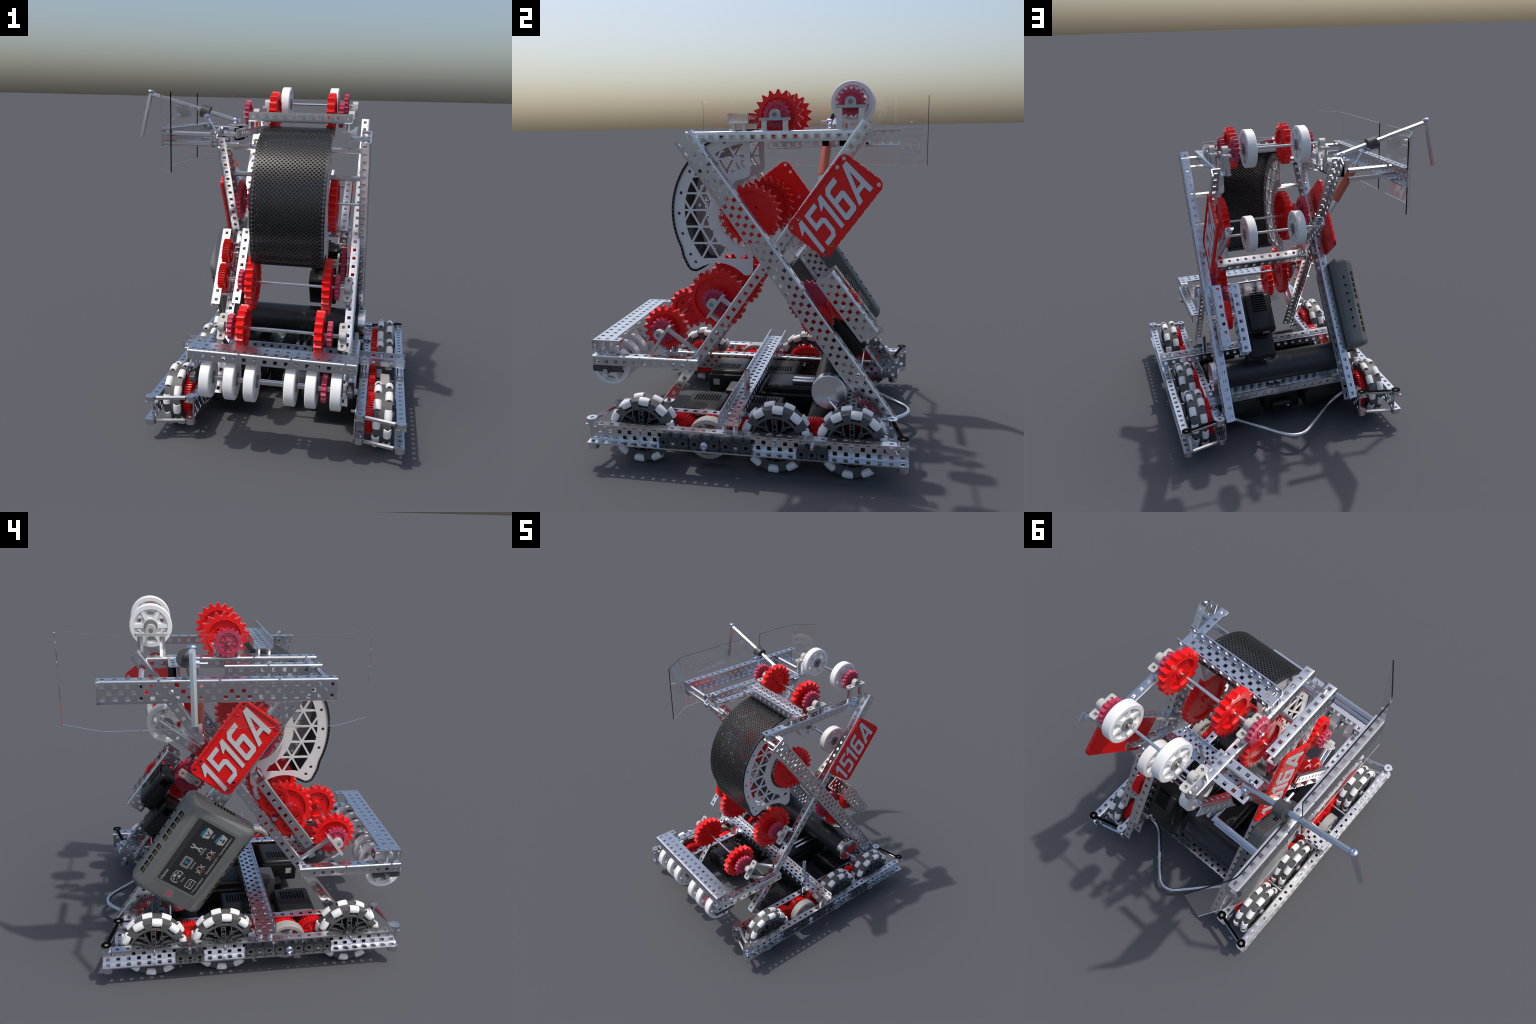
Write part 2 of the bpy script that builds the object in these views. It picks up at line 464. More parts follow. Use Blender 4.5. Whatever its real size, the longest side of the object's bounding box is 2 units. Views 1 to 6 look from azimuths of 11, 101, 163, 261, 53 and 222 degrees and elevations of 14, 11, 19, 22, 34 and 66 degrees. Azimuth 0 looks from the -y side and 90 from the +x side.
def bolt(p, d, r=.017, name='bolt'):
    b = B(); d = V(d).normalized(); p = V(p)
    z = d; x = z.orthogonal().normalized(); y = z.cross(x)
    M = Matrix(((x.x, y.x, z.x, p.x), (x.y, y.y, z.y, p.y), (x.z, y.z, z.z, p.z), (0, 0, 0, 1)))
    b.add(*lathe([(r, 0), (r, .003), (r * .9, .008), (r * .6, .0125), (.0075, .0135), (.0065, .009), (0, .009)], 20), BOLT, M)
    return b.obj(name)

# ================================================================== DRIVE BASE
RZ0, RZ1 = .129, .241; RC = .185
for mir in (False, True):
    mx = (lambda x: XM - x) if mir else (lambda x: x)
    sx = -1 if mir else 1
    # outer rail opens outwards: web at x=.896; inner rail web at x=.676 opens to the wheels
    channel(30, (mx(.8955), -.84, RC), (0, 1, 0), (-sx, 0, 0), 'wheel_rail')
    channel(28, (mx(.676), -.784, RC), (0, 1, 0), (-sx, 0, 0), 'wheel_rail')
    # corner discs, cross bars
    for y, yi, blackcap in ((-.812, -.756, False), (.812, .756, True)):
        for (x, yy, out) in ((.924, y, True), (.704, yi, False)):
            for z0, z1 in ((RZ1, RZ1 + .027), (RZ0 - .030, RZ0)):
                b = B(); b.add(*tube(.0105, .0285, 0, z1 - z0, 28), ALU)
                top = z0 > .2
                dark = blackcap and top and (out or mir)
                b.add(*tube(.0105, .0285, z1 - z0, z1 - z0 + .002, 28), PITCH if dark else ALU)
                b.add(*tube(0, .0105, .004, z1 - z0 - .004, 14), MGREY)
                b.obj('corner_bumper', None, Matrix.Translation((mx(x), yy, z0)))
        dy = (y - yi)
        for zc in (RZ1 + .014, RZ0 - .015):
            a = V((mx(.704), yi, zc)); e = V((mx(.924), y, zc)); d = (e - a).normalized()
            b = B(); b.add(*rod(a + d * .03, e - d * .03, .0125, 6), ALU)
            b.add(*rod(a + d * .018, a + d * .032, .009, 10), PITCH); b.add(*rod(e - d * .032, e - d * .018, .009, 10), PITCH)
            if blackcap and zc > .2:
                b.add(*rod(a + d * .031 + V((0, 0, .0045)), e - d * .031 + V((0, 0, .0042)), .0118, 6), PITCH)
            b.obj('corner_bar')
    # omni wheels
    for wi, y in enumerate((-.56, .168, .56)):
        M = Matrix.Translation((mx(.8265), y, .1845)) @ (Matrix.Rotation(pi, 4, 'Z') if mir else Matrix.Identity(4)) @ YZX @ Matrix.Rotation(-.13 + (0, .05, .0)[wi], 4, 'Z')
        hub = link('omni_wheel', OHUB, None, M)
        for row, z in ((0, -.0305), (1, .0305)):
            for i in range(10):
                a = 2 * pi * (i + .5 * row) / 10
                c, s = cos(a), sin(a)
                # roller axis (local Z) tangential
                R = Matrix(((c, 0, -s, .1617 * c), (s, 0, c, .1617 * s), (0, -1, 0, z), (0, 0, 0, 1)))
                link('roller', OROL, hub, R)
        axial(G48, 'spur_gear', mx(.757), y, RC, .02 + wi)
        shaft(*sorted((mx(.65), mx(.925))), y, RC)
        b = B(); b.add(*tube(.008, .02, -.012, .012, 20), LGREY, YZX)
        b.obj('shaft_spacer', None, Matrix.Translation((mx(.884), y, RC)))
        bolt((mx(.897), y, RC), (sx, 0, 0), .013)
    for y, z in ((-.364, .157), (-.196, .157), (-.028, .157), (.364, RC)):
        axial(G36, 'spur_gear', mx(.757), y, z, .05 * y)
        shaft(*sorted((mx(.65), mx(.935))), y, z)
    axial(IDLER, 'idler_wheel', mx(.835), -.196, .157, .3)
    bolt((mx(.932), -.196, .157), (sx, 0, 0), .022)
    # three-hole bearing blocks in the outer rail
    for y, z in ((-.364, .160), (-.196, .160), (-.028, .160), (.364, .150)):
        b = B()
        b.add(*prism([rrect(3 * P - .008, .056, .014)], -.016, .014), DGREY, YZX)
        for k in (-1, 0, 1):
            Mh = Matrix.Translation((0, k * P * .95, 0)) @ YZX
            b.add(*tube(.0095, .025, .010, .019, 20), DGREY, Mh); b.add(*tube(0, .0097, .010, .016, 8), PITCH, Mh)
        for k in (-1, 1):
            b.add(*box(-.016, .013, k * P * .5 - .007, k * P * .5 + .007, .018, .036), LGREY if 0 else DGREY)
        M = Matrix.Translation((mx(.914), y, z))
        if mir: M = M @ Matrix.Rotation(pi, 4, 'Z')
        b.obj('bearing_block', None, M)
    # six drive motors
    for y in (-.300, .040, .412):
        x0, x1 = sorted((mx(.673), mx(.385)))
        b = B()
        b.add(*rbox(x0, x1, y - .118, y + .118, .082, .205, .012, 2), BLACK)
        b.add(*rbox(x0 + .012, x1 - .012, y - .113, y + .113, .17, .229, .024, 3), BLACK)
        for k in range(9):
            yy = y - .068 + .017 * k
            a0, a1 = sorted((mx(.445), mx(.525))); b.add(*box(a0, a1, yy - .0045, yy + .0045, .226, .2298), PITCH)
        for yy in (y - .1, y + .1):
            b.add(*tube(0, .007, 0, .002, 12), MGREY, Matrix.Translation((mx(.655), yy, .2045)))
        e = mx(.385) - sx * .001
        b.add(*box(*sorted((e, e + sx * .002)), y - .085, y - .045, .135, .175), LGREY)
        b.obj('drive_motor')
    # standoffs that carry the cross member
    for x in (.704, .924):
        for y in (-.084, -.028): standoff((mx(x), y, RZ1), (mx(x), y, .286), .0135)

channel(26, (-.5015, -.056, .286), (1, 0, 0), (0, 0, -1), 'cross_member')
standoff((.64, -.028, .2875), (.64, -.028, .470), .0155)
channel(18, (-.2775, .513, .250), (1, 0, 0), (0, 0, -1), 'cross_member')

# battery, centre valve block, silver clip rails
b = B(); b.add(*rbox(.09, .345, -.035, .47, .07, .218, .015, 3), BLACK)
b.add(*rbox(.112, .328, -.012, .45, .15, .260, .022, 3), BLACK)
b.add(*rbox(.16, .30, .44, .53, .085, .165, .02, 3), BLACK)
for k in range(4): b.add(*box(.215 + .018 * k, .226 + .018 * k, .528, .5315, .12, .14), PITCH)
b.add(*tube(0, .007, 0, .002, 12), LGREY, Matrix.Translation((.19, .53, .13)) @ Matrix.Rotation(-pi / 2, 4, 'X'))
b.obj('battery')
b = B(); b.add(*rbox(.195, .345, -.235, -.040, .075, .222, .014, 2), DGREY); b.add(*rbox(.22, .32, -.29, -.22, .075, .16, .012, 2), BLACK)
b.obj('valve_block')
for x in (.240, .287):
    b = B(); b.add(*rbox(x - .0125, x + .0125, .168, .50, .262, .287, .004, 2), ALU)
    b.obj('clip_rail')

# air tank
TR = .0945
tk = B()
tk.add(*lathe([(TR - .002, -.180), (TR, -.178), (TR, .633), (TR - .002, .635)], 64), TANK)
tk.add(*lathe([(TR - .003, .634), (TR, .634), (TR, .682), (TR - .003, .685), (0, .685)], 64), STEEL)
tk.add(*lathe([(0, -.232), (TR - .003, -.232), (TR, -.229), (TR, -.181), (TR - .003, -.181)], 64), STEEL)
tk.obj('air_tank', None, Matrix.Translation((0, .425, .385)) @ YZX)
b = B(); b.add(*rod((.690, .425, .345), (.735, .47, .318), .005, 8), CLEAR if 0 else BOLT); b.add(*rod((.684, .425, .345), (.698, .425, .345), .010, 6), BOLT)
b.obj('tank_fitting')

# bent bumper rod at the rear
def swept(path, r, n=10):
    vs = []; fs = []; m = len(path)
    up = V((0, 0, 1))
    for i, p in enumerate(path):
        t = (V(path[min(i + 1, m - 1)]) - V(path[max(i - 1, 0)])).normalized()
        s = t.cross(up); s = s.normalized() if s.length > 1e-4 else V((1, 0, 0)); u = s.cross(t)
        for k in range(n):
            a = 2 * pi * k / n; q = V(p) + s * r * cos(a) + u * r * sin(a); vs.append(tuple(q))
    for i in range(m - 1):
        for k in range(n):
            a = i * n + k; c = i * n + (k + 1) % n; fs.append((a, c, c + n, a + n))
    fs.append(tuple(range(n))); fs.append(tuple((m - 1) * n + k for k in range(n)))
    return vs, fs
def fillet(pts, rad, n=8):
    out = [V(pts[0])]
    for i in range(1, len(pts) - 1):
        p, a, c = V(pts[i]), V(pts[i - 1]), V(pts[i + 1]); r = rad[i] if isinstance(rad, (list, tuple)) else rad
        q0 = p + (a - p).normalized() * min(r, (a - p).length * .49); q1 = p + (c - p).normalized() * min(r, (c - p).length * .49)
        for k in range(n + 1):
            t = k / n; out.append(q0 * (1 - t) ** 2 + p * 2 * t * (1 - t) + q1 * t * t)
    out.append(V(pts[-1])); return out
cx = .2265
bp = fillet([(cx + .440, .545, .165), (cx + .335, .555, .112), (cx, .895, .105), (cx - .335, .555, .112), (cx - .440, .545, .165)], [0, .07, .13, .07, 0])
b = B(); b.add(*swept(bp, .0135, 12), ALU); b.obj('rear_hoop', angle=60)

# ================================================================== X FRAME
d1 = V((0, -.5754, .8179)); n1 = V((0, .8179, .5754))          # tower direction and its rear-up normal
d2 = V((0, .585, .811)); n2 = V((0, -.811, .585))               # crossing brace
for mir in (False, True):
    mx = (lambda x: XM - x) if mir else (lambda x: x)
    sx = -1 if mir else 1; ex = V((sx, 0, 0))
    top = V((mx(.667), -.288, 1.760))
    c = top - n1 * P - d1 * 33 * P
    channel(33, c, d1, ex, 'tower_channel')
    # brace angle: fold line on the front-up side, face outwards
    st = V((mx(.628), -.563, .211)); angle(35, st, d2, -n2, ex, 'brace_angle')
    # top beam
    angle(16, (mx(.554), -.351, 1.751), (0, 1, 0), (-sx, 0, 0), (0, 0, 1), 'top_beam')
    # wheel support angle
    dw = V((0, .80, .60)).normalized(); nw = V((0, -.60, .80))
    angle(9, V((mx(.545), .484, 1.413)) - dw * 9 * P, dw, (-sx, 0, 0), nw, 'support_angle')
    # front arm
    angle(11, (mx(.675), -.914, .522), (0, 1, 0), (-sx, 0, 0), (0, 0, 1), 'front_arm')
    for y in (-.884, -.828): standoff((mx(.647), y, .522), (mx(.647), y, .608), .0135)
    # hex bars from side panel to tower
    standoff((mx(.434), -.285, 1.645), (mx(.664), -.285, 1.645), .0155); standoff((mx(.434), -.165, 1.475), (mx(.664), -.165, 1.475), .0155)
    # beam to tower
    standoff((mx(.556), -.27, 1.712), (mx(.664), -.27, 1.712), .0145)
angle(11, (-.060, .250, 1.084), (1, 0, 0), n2, d2, 'cross_angle')
# outer parallel angle on the left carrying two gears
angle(9, V((-.243, -.364, .700)), d2, -n2, (-1, 0, 0), 'gear_angle')
angle(9, V((-.119, -.345, .708)), d2, -n2, (-1, 0, 0), 'gear_angle')
for p in ((-.032, 1.001), (-.132, .863), (-.231, .729)): standoff((-.24, p[0], p[1]), (-.125, p[0], p[1]), .0145)
for p in ((-.128, .967), (-.230, .831)): axial(G36, 'spur_gear', -.192, p[0], p[1], .1); shaft(-.24, -.10, p[0], p[1])

# ================================================================== TOP DECK
channel(11, (-.075, -.065, 1.786), (1, 0, 0), (0, 0, -1), 'top_channel')
for mir in (False, True):
    mx = (lambda x: XM - x) if mir else (lambda x: x)
    for y in (-.093, -.037): standoff((mx(.525), y, 1.751), (mx(.525), y, 1.787), .0135)
    for y, z0, z1 in ((.128, 1.751, 1.802), (.518, 1.751, 1.858)):
        for s in (-1, 1): standoff((mx(.5265), y + s * P, z0), (mx(.5265), y + s * P, z1), .0165)
        bearing((mx(.5265), y, z1), (0, 1, 0), (0, 0, 1))
shaft(-.16, .545, .128, 1.832); shaft(-.095, .545, .518, 1.888)
axial(M18, 'chain_sprocket', .402, .128, 1.832, pi / 2); axial(M18, 'chain_sprocket', .045, .128, 1.832, pi / 2)
axial(S16, 'small_sprocket', .463, .128, 1.832, pi / 2 + .2); axial(S16, 'small_sprocket', -.128, .128, 1.832, pi / 2)
axial(WHEEL, 'roller_wheel', .385, .518, 1.888, pi / 6); axial(WHEEL, 'roller_wheel', .060, .518, 1.888, pi / 6)
axial(S16, 'small_sprocket', .466, .518, 1.888, pi / 2 + .2)
# lower wheel pair, middle sprockets
axial(WHEEL, 'roller_wheel', .386, .446, 1.346, .2); axial(WHEEL, 'roller_wheel', .070, .446, 1.346, .2)
shaft(-.085, .545, .446, 1.346)
axial(M24, 'chain_sprocket', .455, -.028, 1.300, .1); axial(M24, 'chain_sprocket', .012, -.028, 1.300, .1)
shaft(-.20, .66, -.028, 1.300, .008)
axial(S24, 'small_sprocket', -.130, -.028, 1.300, .1); axial(S16, 'small_sprocket', -.068, -.028, 1.30, .2)

# ================================================================== FRONT INTAKE
for x, m_, n_ in ((.448, M18, 'chain_sprocket'), (.005, M18, 'chain_sprocket'), (.506, S16, 'small_sprocket'), (-.066, S16, 'small_sprocket')):
    axial(m_, n_, x, -.546, .630, pi / 2 + .1)
shaft(-.13, .585, -.546, .630)
for x, m_, n_ in ((.456, M24, 'chain_sprocket'), (-.006, M24, 'chain_sprocket'), (.515, S16, 'small_sprocket'), (-.077, S16, 'small_sprocket')):
    axial(m_, n_, x, -.229, .819, pi / 2 + .1)
shaft(-.20, .585, -.229, .819)
for x in (.578, XM - .578):
    for (y, z) in ((-.546, .630), (-.229, .819)):
        if y > -.3 and x < 0: continue
        ax = V((x, y, z)); base = ax - n2 * .030          # bearing foot, its standoffs run down to the brace
        bearing(base, d2, n2)
        for s in (-1, 1):
            p = base + d2 * s * P
            t = (p - V((x, -.563, .211))).dot(n2)
            standoff(p, p - n2 * t, .0150)
# comb plate: web on top, front flange full width, rear flange only at both ends
def wide_section(s):
    """three-pitch web at z=0 from y=0 to y=3P, flanges hang to -z at both edges"""
    F = P - R0; A = R0 * pi / 2; W = 3 * P - 2 * R0
    if s <= F: return (0, -P + s, -1, 0)
    s -= F
    if s <= A: a = s / R0; return (R0 - R0 * cos(a), -R0 + R0 * sin(a), -cos(a), sin(a))
    s -= A
    if s <= W: return (R0 + s, 0, 0, 1)
    s -= W
    if s <= A: a = s / R0; return (3 * P - R0 + R0 * sin(a), -R0 + R0 * cos(a), sin(a), cos(a))
    s -= A
    return (3 * P, -R0 - s, 1, 0)
n = 16; F = P - R0; A = R0 * pi / 2; W = 3 * P - 2 * R0; a = F + A; q = .0145
b = B(); b.add(*perforated(n, wide_section, [(0, F, 'h'), (F, a, 'b'), (a, a + P - R0, 'h'), (a + P - R0, a + 2 * P - R0, 'h'), (a + 2 * P - R0, a + 2 * P - R0 + q, '-')]), ALU)
cap = [(a + 2 * P - R0 + q, a + W, ('h', a + 2.5 * P - R0)), (a + W, a + W + A, 'b'), (a + W + A, a + W + A + F, 'h')]
for k in (0, n - 1): b.add(*perforated(1, wide_section, cap), ALU, Matrix.Translation((k * P, 0, 0)))
b.obj('intake_cover', None, frame((-.2215, -.912, .613), (1, 0, 0), (0, 0, 1)), 40)
for x in (.577, .445, .334, .119, .008, -.124): axial(WHEEL, 'roller_wheel', x, -.836, .434, .4)
axial(S16, 'small_sprocket', .512, -.836, .434, .1)
shaft(-.225, .685, -.836, .434, .0125, STEEL)
for x in (.648, XM - .648):
    b = B(); b.add(*prism([rrect(3 * P, .042, .012)], -.014, .014), DGREY, YZX)
    b.add(*tube(.012, .024, -.02, .02, 20), DGREY, Matrix.Translation((0, 0, -.008)) @ YZX)
    b.add(*rod((0, -P, .005), (0, -P, .04), .012, 6), ALU); b.add(*rod((0, P, .005), (0, P, .04), .012, 6), ALU)
    b.obj('roller_bearing', None, Matrix.Translation((x, -.836, .444)))

# ================================================================== SIDE PANELS AND MESH HOOD
PC = (-.028, 1.300)
def arc(c, r, a0, a1, n): return [(c[0] + r * cos(radians(a0 + (a1 - a0) * i / n)), c[1] + r * sin(radians(a0 + (a1 - a0) * i / n))) for i in range(n + 1)]
outer = [(-.032, 1.749)] + arc(PC, .451, 93, 205, 46)
outer += [(-.425, 1.055), (-.398, .998), (-.388, .985), (-.372, .9765), (-.352, .978), (-.33, .990)]
outer += arc((-.229, .820), .200, 112, 46, 14)[1:]
outer += [(-.082, .954), (-.062, .950), (-.043, .956), (-.030, .972), (-.027, .985), (-.027, 1.078), (-.030, 1.098), (-.042, 1.110), (-.055, 1.113)]
outer += arc(PC, .190, 262, 122, 28)[1:]
outer += [(-.110, 1.483), (-.058, 1.497), (-.040, 1.507), (-.030, 1.522)]
def inset(poly, d):
    out = []; n = len(poly)
    ar = sum(poly[i][0] * poly[(i + 1) % n][1] - poly[(i + 1) % n][0] * poly[i][1] for i in range(n)); sg = 1 if ar > 0 else -1
    for i in range(n):
        p0, p, p1 = V(poly[i - 1]).to_2d() if 0 else V((*poly[i - 1], 0)), V((*poly[i], 0)), V((*poly[(i + 1) % n], 0))
        t = ((p - p0).normalized() + (p1 - p).normalized())
        if t.length < 1e-6: out.append(poly[i]); continue
        t.normalize(); q = p + V((-t.y, t.x, 0)) * sg * d; out.append((q.x, q.y))
    return out
def clip(poly, tri):
    """clip polygon by a convex counter-clockwise triangle"""
    for i in range(3):
        a, c = tri[i], tri[(i + 1) % 3]; out = []
        def side(p): return (c[0] - a[0]) * (p[1] - a[1]) - (c[1] - a[1]) * (p[0] - a[0])
        for k in range(len(poly)):
            p, q = poly[k - 1], poly[k]; sp, sq = side(p), side(q)
            if sp * sq < 0: t = sp / (sp - sq); out.append((p[0] + t * (q[0] - p[0]), p[1] + t * (q[1] - p[1])))
            if sq >= 0: out.append(q)
        poly = out
        if not poly: return []
    return poly
def area(p): return .5 * sum(p[i - 1][0] * p[i][1] - p[i][0] * p[i - 1][1] for i in range(len(p)))
def dedupe(p):
    o = []
    for q in p:
        if not o or (q[0] - o[-1][0]) ** 2 + (q[1] - o[-1][1]) ** 2 > 4e-7: o.append(q)
    while len(o) > 2 and (o[0][0] - o[-1][0]) ** 2 + (o[0][1] - o[-1][1]) ** 2 < 4e-7: o.pop()
    return o
# triangular openings: equilateral grid inside a band that keeps a broad rim
band = arc(PC, .385, 96, 212, 40) + [(-.33, 1.04), (-.29, 1.045)] + [(-.05, 1.045), (-.062, 1.075)] + arc(PC, .245, 262, 118, 30)[2:] + [(-.12, 1.535), (-.058, 1.55)]
if area(band) < 0: band = band[::-1]
holes = []; bs = .1085; hh = bs * sqrt(3) / 2; gap = .0055
for j in range(-6, 8):
    for i in range(-6, 8):
        ox = -.324 + i * bs + (bs / 2 if j % 2 else 0); oz = 1.413 + j * hh
        for tri in ([(ox, oz), (ox + bs, oz), (ox + bs / 2, oz + hh)], [(ox, oz), (ox + bs / 2, oz - hh), (ox + bs, oz)]):
            if area(tri) < 0: tri = tri[::-1]
            cxx = sum(p[0] for p in tri) / 3; czz = sum(p[1] for p in tri) / 3
            k = 1 - gap / (hh / 3)
            t2 = [(cxx + (p[0] - cxx) * k, czz + (p[1] - czz) * k) for p in tri]
            h = dedupe(clip(band, t2))
            if len(h) > 2 and abs(area(h)) > .00035: holes.append(h if area(h) < 0 else h[::-1])
bolts = [(PC[0] + .418 * cos(radians(t)), PC[1] + .418 * sin(radians(t))) for t in (110, 128, 146, 164, 180, 196)] + [(-.388, 1.066), (-.360, 1.022)]
holes += [circ(.0095, 12, c, rev=True) for c in bolts]
oo = outer if area(outer) > 0 else outer[::-1]
for x0, x1 in ((.425, .433), (XM - .433, XM - .425)):
    b = B(); b.add(*prism([oo] + holes, x0, x1), PANEL, YZX); b.obj('side_panel', None, None, 20)

# perforated hood: staggered holes on a curved sheet
path = [V((0, y, z)) for y, z in arc(PC, .4585, 88, 205, 150)] + [V((0, -.433, 1.052)), V((0, -.406, .994)), V((0, -.393, .978)), V((0, -.373, .969)), V((0, -.350, .970)), V((0, -.327, .981)), V((0, -.300, .995))]
cum = [0.0]
for i in range(1, len(path)): cum.append(cum[-1] + (path[i] - path[i - 1]).length)
def hood_at(s):
    s = max(0, min(cum[-1] - 1e-6, s)); i = next(k for k in range(1, len(cum)) if cum[k] >= s)
    t = (s - cum[i - 1]) / (cum[i] - cum[i - 1]); p = path[i - 1].lerp(path[i], t)
    d = (path[min(i + 1, len(path) - 1)] - path[max(i - 2, 0)]).normalized()
    return p, V((0, d.z, -d.y))
hw = .0252; hr = hw / 2; cols = 17; rows = int(cum[-1] / hr); hx0 = .2265 - cols * hw / 2
def hood_layer(b, shift, d0, d1_, rx, rs):
    """one perforated skin between depths d0 and d1_ below the outer curve"""
    vid = {}; pts2 = []; fcs = []
    def hv(u, s):
        k = (round(u, 5), round(s, 5))
        if k not in vid: vid[k] = len(pts2); pts2.append((u, s))
        return vid[k]
    for r in range(rows):
        s0 = r * hr; s1 = s0 + hr; odd = (r + shift) % 2; off = odd * hw / 2
        for cidx in range(cols - odd):
            u0 = off + cidx * hw; um = u0 + hw / 2; u1 = u0 + hw; sm = (s0 + s1) / 2
            o = [hv(u0, s0), hv(um, s0), hv(u1, s0), hv(u1, s1), hv(um, s1), hv(u0, s1)]
            hq = [hv(um - rx * .6, sm - rs), hv(um + rx * .6, sm - rs), hv(um + rx, sm), hv(um + rx * .6, sm + rs), hv(um - rx * .6, sm + rs), hv(um - rx, sm)]
            fcs += [(o[i], o[(i + 1) % 6], hq[(i + 1) % 6], hq[i]) for i in range(6)]
        if odd:
            for u0 in (0, cols * hw - hw / 2): fcs.append((hv(u0, s0), hv(u0 + hw / 2, s0), hv(u0 + hw / 2, s1), hv(u0, s1)))
    N = len(pts2); o1 = []; o2 = []
    for u, s in pts2:
        p, nrm = hood_at(s); o1.append((hx0 + u, p.y - nrm.y * d0, p.z - nrm.z * d0)); o2.append((hx0 + u, p.y - nrm.y * d1_, p.z - nrm.z * d1_))
    ed = set((f[i], f[(i + 1) % len(f)]) for f in fcs for i in range(len(f)))
    ff = list(fcs) + [tuple(N + i for i in reversed(f)) for f in fcs] + [(b_, a_, N + a_, N + b_) for a_, b_ in ed if (b_, a_) not in ed]
    b.add(o1 + o2, ff, MESHM)
b = B(); hood_layer(b, 0, 0, .0032, .0070, .0049); hood_layer(b, 1, .0085, .0115, .0070, .0049)
b.obj('mesh_hood', None, None, 40)

# ================================================================== SIDE ARM FRAME, CLEAR SHIELD, SWING ROD
channel(20, (-.5485, -.348, 1.6865), (0, 1, 0), (-1, 0, 0), 'shield_channel')
channel(9, (-.252, -.346, 1.686), (0, 1, 0), (-1, 0, 0), 'shield_channel')
for y in (-.325, .571):
    for z in (1.712, 1.658): standoff((-.542, y, z), (-.256 if y < 0 else -.226, y, z), .0145, cap=PITCH)
standoff((-.244, -.325, 1.658), (-.02, -.325, 1.658), .0145)
for y in (.312, .420): 
    b = B(); b.add(*rbox(-.258, -.218, y - .020, y + .020, 1.645, 1.747, .003, 1), PITCH); b.obj('rubber_spacer')
angle(5, (-.298, .383, 1.748), (1, 0, 0), (0, 1, 0), (0, 0, 1), 'pivot_angle')
angle(5, (-.298, .345, 1.748), (1, 0, 0), (0, -1, 0), (0, 0, 1), 'pivot_angle')
ra, rb = V((-.235, .365, 1.767)), V((-.875, .357, 1.939))
b = B(); b.add(*rod(ra, rb, .0150, 6), ALU); b.obj('swing_rod')
b = B(); dd = (rb - ra).normalized(); cc = V((-.477, .3635, 1.826))
b.add(*rod(cc - dd * .030, cc + dd * .030, .043, 32), DGREY); b.obj('rod_collar')
bolt((-.866, .357, 1.951), (.25, 0, 1), .021); bolt((-.263, .342, 1.774), (0, -1, 0), .02); bolt((-.263, .388, 1.774), (0, 1, 0), .02)
standoff((-.868, .357, 1.930), (-.936, .354, 1.643), .0155)
b = B(); b.add(*rod((-.455, .26, 1.795), (-.455, .40, 1.795), .008, 10), BOLT); b.add(*rod((-.455, .30, 1.795), (-.455, .335, 1.795), .021, 16), BOLT)
b.obj('clevis_pin')
# pneumatic piston
pb, pt = V((-.205, .285, 1.385)), V((-.385, .309, 1.685)); pd = (pt - pb).normalized()
b = B(); b.add(*rod(pb + pd * .085, pt - pd * .03, .030, 28), ORANGE); b.add(*rod(pt - pd * .032, pt + pd * .01, .020, 20), STEEL)
b.add(*rod(pb, pb + pd * .088, .027, 8), LGREY if 0 else ALU); b.add(*rod(pt, V((-.452, .318, 1.80)), .0085, 12), STEEL)
b.add(*rod(V((-.435, .316, 1.77)), V((-.457, .319, 1.81)), .013, 8), ALU)
b.obj('pneumatic_piston')
# clear shield: two bent sheets standing on edge
def sheet(pts, t, z0, z1, name):
    ctr = fillet([(p[0], p[1], 0) for p in pts], .03, 5) if len(pts) > 2 else [V((*p, 0)) for p in pts]
    L = []; Rr = []
    for i, p in enumerate(ctr):
        d = (ctr[min(i + 1, len(ctr) - 1)] - ctr[max(i - 1, 0)]).normalized(); nn = V((-d.y, d.x, 0))
        L.append(p + nn * t / 2); Rr.append(p - nn * t / 2)
    loop = [(p.x, p.y) for p in L] + [(p.x, p.y) for p in reversed(Rr)]
    b = B(); b.add(*prism([loop], z0, z1), CLEAR); return b.obj(name, None, None, 25)
sheet([(-.428, -.538), (-.555, -.350), (-.555, .316)], .007, 1.507, 1.949, 'clear_shield')
sheet([(-.555, .425), (-.555, .758), (-.431, .946)], .007, 1.507, 1.949, 'clear_shield')

# ================================================================== NUMBER PLATES
def stroke(path, w, closed=False):
    """outline of a constant-width stroke with mitred corners"""
    n = len(path); L = []; R = []
    for i in range(n):
        p = V((*path[i], 0))
        a = V((*path[i - 1], 0)) if (i > 0 or closed) else None; c = V((*path[(i + 1) % n], 0)) if (i < n - 1 or closed) else None
        d0 = (p - a).normalized() if a else None; d1_ = (c - p).normalized() if c else None
        d0 = d0 or d1_; d1_ = d1_ or d0
        n0 = V((-d0.y, d0.x, 0)); n1_ = V((-d1_.y, d1_.x, 0)); mm = (n0 + n1_).normalized(); k = w / 2 / max(.35, mm.dot(n0))
        L.append((p.x + mm.x * k, p.y + mm.y * k)); R.append((p.x - mm.x * k, p.y - mm.y * k))
    return [L, R[::-1]] if closed else [L + R[::-1]]
def ccw(l): return l if area(l) > 0 else l[::-1]
def cw(l): return l if area(l) < 0 else l[::-1]
